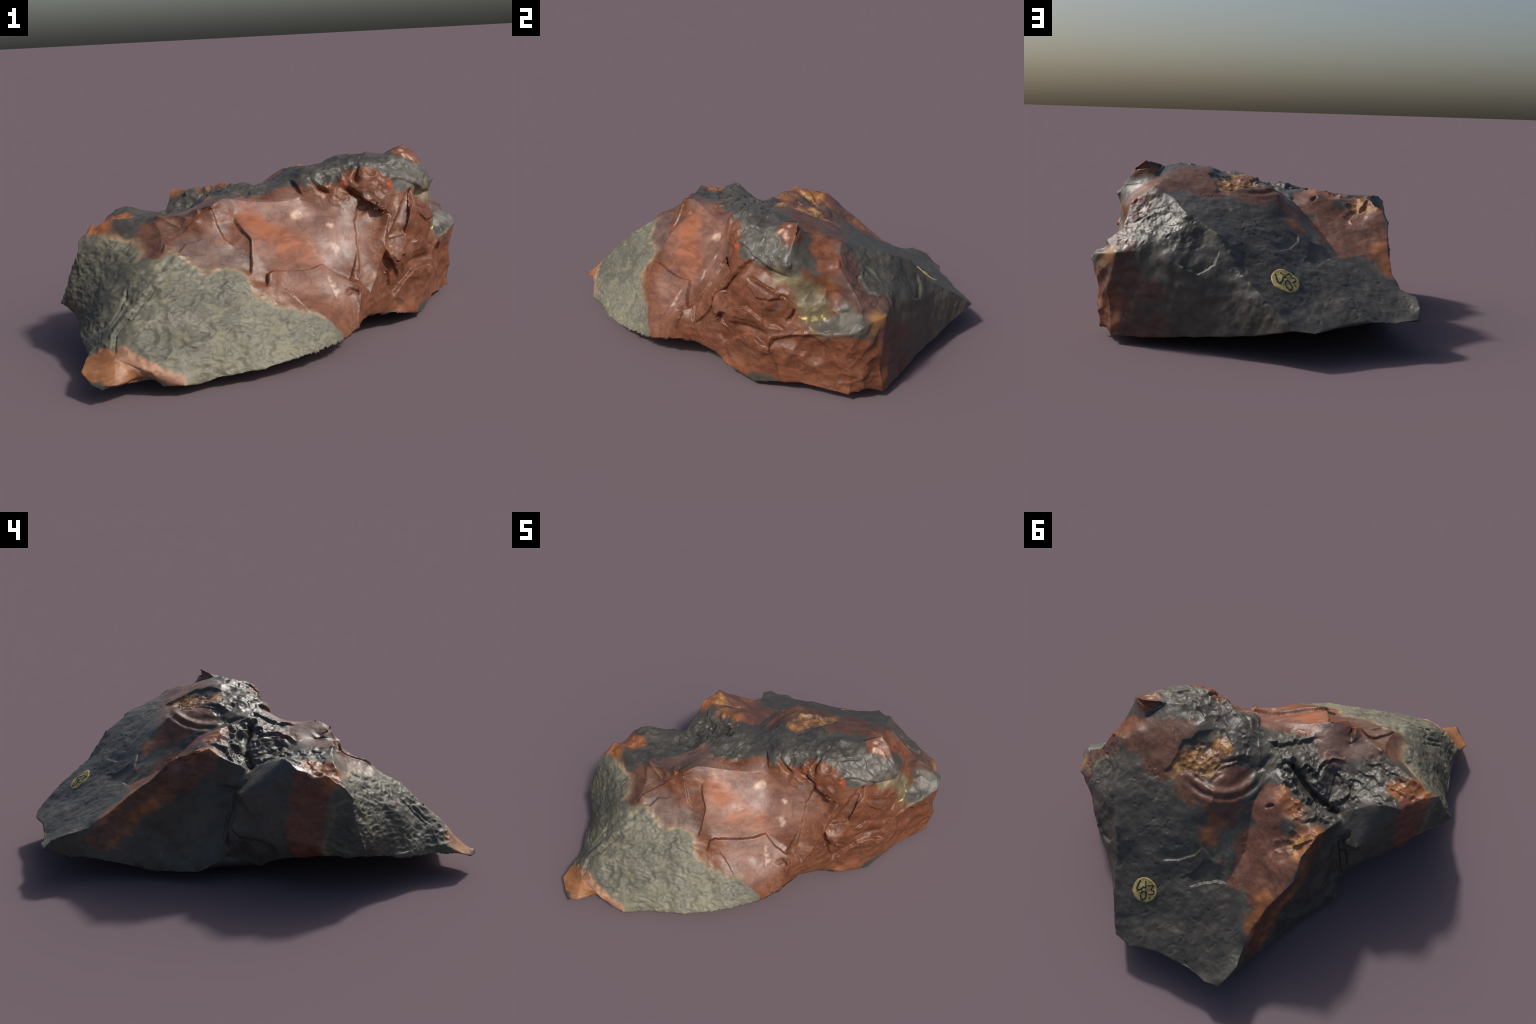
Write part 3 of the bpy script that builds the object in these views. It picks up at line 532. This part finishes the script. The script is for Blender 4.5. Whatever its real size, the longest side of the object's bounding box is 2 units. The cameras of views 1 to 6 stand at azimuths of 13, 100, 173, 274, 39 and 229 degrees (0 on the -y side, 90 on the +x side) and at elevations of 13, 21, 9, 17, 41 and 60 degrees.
def material(name, lo, hi, rough=.46):
    """jasper seen through one shared set of colour patches; only those that reach this part are laid"""
    m = bpy.data.materials.new(name); m.use_nodes = True; t = m.node_tree; n, l = t.nodes, t.links
    bsdf = n["Principled BSDF"]
    def put(idn, **kw):
        o = n.new(idn)
        for k, v in kw.items(): setattr(o, k, v)
        return o
    def math(op, a, b=None, c=None):
        o = put("ShaderNodeMath", operation=op)
        for i, v in enumerate((a, b, c)):
            if v is None: continue
            if isinstance(v, (int, float)): o.inputs[i].default_value = v
            else: l.new(v, o.inputs[i])
        return o.outputs[0]
    def vec(op, a, b=None, s=None):
        o = put("ShaderNodeVectorMath", operation=op)
        for i, v in enumerate((a, b)):
            if v is None: continue
            if isinstance(v, tuple): o.inputs[i].default_value = v
            else: l.new(v, o.inputs[i])
        if s is not None: o.inputs["Scale"].default_value = s
        return o.outputs["Value"] if op in ("DISTANCE", "LENGTH") else o.outputs[0]
    def noise(scale, detail=4, rgh=.55, v=None, dist=0.):
        o = put("ShaderNodeTexNoise"); o.inputs["Scale"].default_value = scale; o.inputs["Detail"].default_value = detail
        o.inputs["Roughness"].default_value = rgh; o.inputs["Distortion"].default_value = dist; l.new(v or pos, o.inputs["Vector"]); return o
    def mix(f, a, b, mode="MIX"):
        o = put("ShaderNodeMix", data_type="RGBA", blend_type=mode)
        if isinstance(f, float): o.inputs[0].default_value = f
        else: l.new(f, o.inputs[0])
        for i, v in ((6, a), (7, b)):
            if isinstance(v, tuple): o.inputs[i].default_value = (*v, 1)
            else: l.new(v, o.inputs[i])
        return o.outputs[2]
    def ramp(v, a, b, lo_=0., hi_=1.):
        o = put("ShaderNodeMapRange", interpolation_type="SMOOTHSTEP"); l.new(v, o.inputs[0])
        for i, x in ((1, a), (2, b), (3, lo_), (4, hi_)): o.inputs[i].default_value = x
        return o.outputs[0]
    pos = put("ShaderNodeTexCoord").outputs["Object"]
    w1 = vec("SUBTRACT", noise(5, 3).outputs["Color"], (.5, .5, .5)); w2 = vec("SUBTRACT", noise(22, 4).outputs["Color"], (.5, .5, .5))
    warp = vec("ADD", vec("SCALE", w1, s=.085), vec("SCALE", w2, s=.038))
    warped = {}
    fine = noise(60, 5, .65).outputs["Fac"]; mid = noise(13, 5, .6).outputs["Fac"]; wide = noise(4.2, 4, .6).outputs["Fac"]
    streak = put("ShaderNodeMapping"); streak.inputs["Scale"].default_value = (1, 1, 2.6); streak.inputs["Rotation"].default_value = (.5, .35, .2); l.new(pos, streak.inputs[0])
    band = noise(9, 5, .6, streak.outputs[0], .6).outputs["Fac"]
    # flint with slate-blue, brown and olive clouds and pale flecks
    vn = noise(7, 6, .6, dist=1.2).outputs["Fac"]; vein_dark = ramp(math("ABSOLUTE", math("SUBTRACT", vn, .5)), .004, .016, 1., 0.)
    vo = noise(10.5, 6, .62, streak.outputs[0], 1.0).outputs["Fac"]; vein_ochre = ramp(math("ABSOLUTE", math("SUBTRACT", vo, .47)), .003, .012, 1., 0.)
    col = mix(ramp(mid, .35, .68), (.050, .045, .037), (.078, .070, .057))
    col = mix(ramp(band, .56, .72, 0, .55), col, (.075, .060, .048))
    col = mix(ramp(fine, .64, .76, 0, .5), col, (.15, .14, .11))
    rgh = None
    lo, hi = np.array(lo), np.array(hi)
    for key, soft, wp, balls in PATCHES:
        near = [q for q in balls if ((np.array(q[0]) > lo-q[1]*1.5-.08) & (np.array(q[0]) < hi+q[1]*1.5+.08)).all()]
        if not near: continue
        if wp not in warped: warped[wp] = vec("ADD", pos, vec("SCALE", warp, s=wp))
        f = None
        for q in near:
            c, r = q[0], q[1]
            if len(q) == 3:     # a vein: distance to a straight run
                ab = np.array(q[2])-np.array(c); v = vec("SUBTRACT", warped[wp], tuple(c))
                k = put("ShaderNodeVectorMath", operation="DOT_PRODUCT"); l.new(v, k.inputs[0]); k.inputs[1].default_value = tuple(ab/(ab@ab))
                u = math("MAXIMUM", math("MINIMUM", k.outputs["Value"], 1.), 0.)
                sc = put("ShaderNodeVectorMath", operation="SCALE"); sc.inputs[0].default_value = tuple(ab); l.new(u, sc.inputs["Scale"])
                d = math("MULTIPLY", vec("DISTANCE", v, sc.outputs[0]), 1/r)
            else: d = math("MULTIPLY", vec("DISTANCE", warped[wp], tuple(c)), 1/r)
            f = d if f is None else math("SMOOTH_MIN", f, d, .22)
        mask = ramp(f, 1-soft, 1+soft, 1., 0.)
        base = COL[key]; dk = tuple(v*k for v, k in zip(base, (.74, .70, .70))); lt = tuple(min(1, v*k) for v, k in zip(base, (1.22, 1.25, 1.28)))
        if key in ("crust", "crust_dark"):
            c = mix(ramp(fine, .36, .62), tuple(v*.80 for v in base), tuple(min(1, v*1.18) for v in base))
            c = mix(ramp(wide, .42, .62, .75, 0.), c, tuple(v*.52 for v in base)); c = mix(ramp(band, .50, .66, 0, .75), c, (base[0]*1.35, base[1]*1.33, base[2]*1.15)); c = mix(ramp(mid, .55, .72, 0, .6), c, (base[0]*1.15, base[1]*1.12, base[2]*.78))
            r_ = mask; rgh = r_ if rgh is None else math("MAXIMUM", rgh, r_)
        elif key == "gold":
            c = mix(ramp(mid, .42, .58), (.16, .07, .035), base); c = mix(ramp(fine, .55, .7, 0, .7), c, (.52, .34, .15))
        elif key in ("grey", "green", "vein"):
            c = mix(ramp(mid, .35, .65), tuple(v*.62 for v in base), tuple(v*1.25 for v in base)); c = mix(ramp(fine, .6, .74, 0, .5), c, (.30, .28, .22))
        else:
            c = mix(ramp(band, .36, .64), dk, lt)
            if key in ("red", "scar", "brown", "wedge", "band", "purple"):
                c = mix(math("MULTIPLY", vein_dark, .55), c, tuple(v*.42 for v in base)); c = mix(math("MULTIPLY", math("MULTIPLY", vein_ochre, ramp(wide, .45, .6)), .45), c, (.28, .15, .07))
            if key in ("red", "scar"):
                c = mix(ramp(wide, .58, .76, 0, .40), c, (.20, .105, .075) if key == "red" else (.25, .145, .108))
                c = mix(ramp(mid, .62, .72, 0, .5), c, (.13, .045, .028) if key == "red" else (.23, .082, .042))
        col = mix(mask, col, c)
    # specks of pale quartz and hairline veins shared by the whole stone
    speck = put("ShaderNodeTexVoronoi"); speck.inputs["Scale"].default_value = 34; l.new(vec("ADD", pos, vec("SCALE", w2, s=.03)), speck.inputs["Vector"])
    sp = math("MULTIPLY", ramp(speck.outputs["Distance"], .10, .20, 1., 0.), ramp(mid, .56, .62))
    col = mix(math("MULTIPLY", sp, .22), col, (.34, .26, .16))
    l.new(col, bsdf.inputs["Base Color"])
    r0 = ramp(mid, .3, .7, rough-.07, rough+.09)
    if rgh is not None: r0 = math("ADD", r0, math("MULTIPLY", rgh, .14))
    l.new(r0, bsdf.inputs["Roughness"])
    bump = put("ShaderNodeBump"); bump.inputs["Strength"].default_value = .28; bump.inputs["Distance"].default_value = .004
    hgt = math("ADD", math("MULTIPLY", fine, .6), math("MULTIPLY", noise(150, 3).outputs["Fac"], .25))
    l.new(hgt, bump.inputs["Height"]); l.new(bump.outputs[0], bsdf.inputs["Normal"])
    return m
def plain(name, col, rough, var=.25):
    m = bpy.data.materials.new(name); m.use_nodes = True; t = m.node_tree
    b = t.nodes["Principled BSDF"]; b.inputs["Roughness"].default_value = rough
    c = t.nodes.new("ShaderNodeTexCoord"); q = t.nodes.new("ShaderNodeTexNoise"); q.inputs["Scale"].default_value = 55; q.inputs["Detail"].default_value = 5
    t.links.new(c.outputs["Object"], q.inputs["Vector"]); r = t.nodes.new("ShaderNodeValToRGB"); t.links.new(q.outputs["Fac"], r.inputs[0])
    r.color_ramp.elements[0].position = .3; r.color_ramp.elements[1].position = .7
    r.color_ramp.elements[0].color = (*[v*(1-var) for v in col], 1); r.color_ramp.elements[1].color = (*[v*(1+var) for v in col], 1)
    t.links.new(r.outputs[0], b.inputs["Base Color"]); return m
# ---------------------------------------------------------------- parts
ZONES = {
 "weathered_crust": [(-.10,-.70,.20),(-.35,-.70,.30),(-.58,-.62,.28),(.15,-.60,.12),(-.02,-.56,.29),(-.66,-.48,.26),(-.5,-.56,.37)],
 "pointed_tip": [(-.42,-.95,.10),(-.33,-.95,.09)],
 "shell_flake": [(.24,-.38,.24),(.33,-.34,.18)],
 "concave_scar": [(.12,-.25,.45),(.28,-.19,.40),(.05,-.38,.40),(.0,-.26,.53)],
 "brown_scar": [(-.20,-.47,.44),(-.35,-.47,.47)],
 "broken_end": [(.62,.15,.25),(.66,.35,.25),(.69,.50,.2),(.54,-.05,.25),(.60,.1,.42),(.64,.33,.40),(.44,-.20,.14)],
 "grey_ledge": [(.54,.10,.60),(.45,.0,.60),(.36,-.03,.61)],
 "knob": [(.52,.25,.675)],
 "summit": [(.30,.15,.67),(.36,.30,.64),(.15,.03,.62)],
 "ochre_pit": [(.13,.24,.62)],
 "rippled_scar": [(-.04,.28,.58),(.05,.36,.58)],
 "mottled_facet": [(.46,.56,.48),(.58,.52,.45)],
 "rear_face": [(.5,.68,.2),(.3,.77,.17),(.12,.88,.17)],
 "dark_slope": [(-.02,.78,.28),(-.25,.75,.22),(.1,.60,.43),(-.45,.74,.2),(-.08,.52,.42),(.22,.48,.55)],
 "red_wedge": [(-.31,.28,.47),(-.40,.40,.39),(-.22,.18,.54),(-.44,.2,.5)],
 "broken_top": [(-.12,-.08,.57),(-.28,-.08,.50),(-.40,-.12,.48),(-.33,.04,.50),(-.1,.04,.57)],
 "trough_scar": [(-.25,-.27,.53),(-.42,-.32,.51),(-.55,-.34,.50)],
 "side_face": [(-.56,.33,.25),(-.6,-.1,.25),(-.65,-.3,.3),(-.53,.52,.2)],
 "underside": [(0,0,-.05),(.35,.3,-.05),(-.3,.3,0.),(-.2,-.5,-.03),(0,.6,-.03)],
}
def mesh_object(name, P, F, mat, parent):
    me = bpy.data.meshes.new(name); me.vertices.add(len(P)); me.vertices.foreach_set("co", P.ravel())
    me.loops.add(F.size); me.loops.foreach_set("vertex_index", F.ravel().astype(np.int32))
    me.polygons.add(len(F)); me.polygons.foreach_set("loop_start", np.arange(0, F.size, 3, dtype=np.int32))
    me.polygons.foreach_set("use_smooth", np.ones(len(F), bool)); me.update(calc_edges=True); me.validate()
    o = bpy.data.objects.new(name, me); bpy.context.collection.objects.link(o); o.parent = parent; me.materials.append(mat); return o
def build():
    P, F, crest, names = body()
    P = relief(P, F)
    N = normals(P, F)
    root = bpy.data.objects.new("jasper_rock", None); bpy.context.collection.objects.link(root)
    root["label"] = "rough glossy red and grey jasper rock with fractured faces"; root["category"] = "rock"
    ctr = P[F].mean(1); ctr = ctr+np.stack([fbm(ctr, .08, 2, 31.), fbm(ctr, .08, 2, 32.), fbm(ctr, .08, 2, 33.)], 1)*.02
    best = np.full(len(F), 9.); who = np.zeros(len(F), int)
    for k, seeds in enumerate(ZONES.values()):
        for s in seeds:
            d = np.linalg.norm(ctr-np.array(s), axis=1); w = d < best; best[w] = d[w]; who[w] = k
    for k, name in enumerate(ZONES):
        f = F[who == k]; ids, inv = np.unique(f, return_inverse=True); p = P[ids]
        o = mesh_object(name, p, inv.reshape(-1, 3), material(name+"_stone", p.min(0), p.max(0)), root)
        o.data.normals_split_custom_set_from_vertices(N[ids].tolist())
    return root, P, F

# ---------------------------------------------------------------- paper label with ink numerals
def label(root, P, F):
    near = np.linalg.norm(P-np.array(LM["slope_label"]), axis=1) < .11
    f = F[near[F].all(1)]; ids, inv = np.unique(f, return_inverse=True); p = P[ids]
    c = np.array([-.020,.785,.285]); q = p-p.mean(0); n = np.linalg.svd(q, full_matrices=False)[2][2]; n *= np.sign(n[1])
    ux = np.array([-.087,.001,-.020]); ux -= n*(ux@n); ux /= np.linalg.norm(ux)   # towards the numerals' right
    uy = np.cross(n, ux); tree = BVHTree.FromPolygons(p.tolist(), inv.reshape(-1, 3).tolist())
    smooth = {}
    def on(x, y, lift):
        s = c+ux*x+uy*y; hit = tree.ray_cast(Vector(s+n*.1), Vector(-n))[0]
        return np.array(hit)+n*lift if hit else s+n*lift
    R, rings, seg = .058, 14, 72
    V = [on(0, 0, .004)]; T = []
    for i in range(1, rings+1):
        r = R*i/rings
        for j in range(seg):
            a = 2*math.pi*j/seg; wob = 1+(.02*math.sin(3*a+1)+.012*math.sin(7*a)) if i == rings else 1
            V.append(on(r*wob*math.cos(a), r*wob*math.sin(a), .004 if i < rings else .0032))
    idx = lambda i, j: 1+(i-1)*seg+j % seg
    T += [(0, idx(1, j), idx(1, j+1)) for j in range(seg)]
    for i in range(1, rings):
        for j in range(seg): T += [(idx(i, j), idx(i+1, j), idx(i+1, j+1)), (idx(i, j), idx(i+1, j+1), idx(i, j+1))]
    base = len(V)
    for j in range(seg):
        a = 2*math.pi*j/seg; V.append(on(R*1.01*math.cos(a), R*1.01*math.sin(a), -.003))
    for j in range(seg): T += [(idx(rings, j), base+j, base+(j+1) % seg), (idx(rings, j), base+(j+1) % seg, idx(rings, j+1))]
    lab = mesh_object("paper_label", np.array(V), np.array(T), plain("old_yellow_paper", (.36,.285,.10), .6), root)
    # numerals, drawn in label radii: x to the right, y up
    three = [(-.42,.61),(-.04,.26),(-.28,.13),(-.23,-.05),(-.32,-.29),(-.47,-.46),(-.62,-.22),(-.73,.16),(-.77,.33)]
    three_b = [(-.08,.45),(.25,.86),(.32,.40),(.53,.53),(.70,.44),(.68,.26),(.45,-.02)]
    nought = [(.21+.26*math.cos(a)*.92-.10*math.sin(a), -.37+.37*math.sin(a)) for a in [2*math.pi*k/18 for k in range(19)]]
    dot = [(.69,-.13),(.715,-.19)]
    tail = [(.42,-.62),(.46,-.80)]
    V, T = [], []
    for line, w in ((three, .055), (three_b, .042), (nought, .052), (dot, .055), (tail, .03)):
        L = [np.array(line[0])]
        for a, b in zip(line, line[1:]):
            a, b = np.array(a), np.array(b); k = max(1, int(np.linalg.norm(b-a)/.05)); L += [a+(b-a)*i/k for i in range(1, k+1)]
        L = np.array(L)
        for _ in range(1): L[1:-1] = (L[:-2]+2*L[1:-1]+L[2:])/4
        d = np.gradient(L, axis=0); d /= np.maximum(np.linalg.norm(d, axis=1), 1e-9)[:, None]; s = np.stack([-d[:,1], d[:,0]], 1)
        b0 = len(V)
        for i, (q, sv) in enumerate(zip(L, s)):
            ww = w*(1+.25*math.sin(i*1.1)); 
            for off, lift in ((-1.2, .0035), (-.8, .0052), (.8, .0052), (1.2, .0035)):
                e = (q+sv*ww*off)*R; V.append(on(e[0], e[1], lift))
        for i in range(len(L)-1):
            for j in range(3):
                a = b0+i*4+j; T += [(a, a+1, a+5), (a, a+5, a+4)]
        for e in (b0, b0+(len(L)-1)*4): T += [(e, e+1, e+2), (e, e+2, e+3)]
    ink = mesh_object("ink_numerals", np.array(V), np.array(T), plain("black_ink", (.018,.016,.014), .5, .3), root)
    ink.parent = lab

if __name__ == "__main__":
    root, P, F = build()
    label(root, P, F)
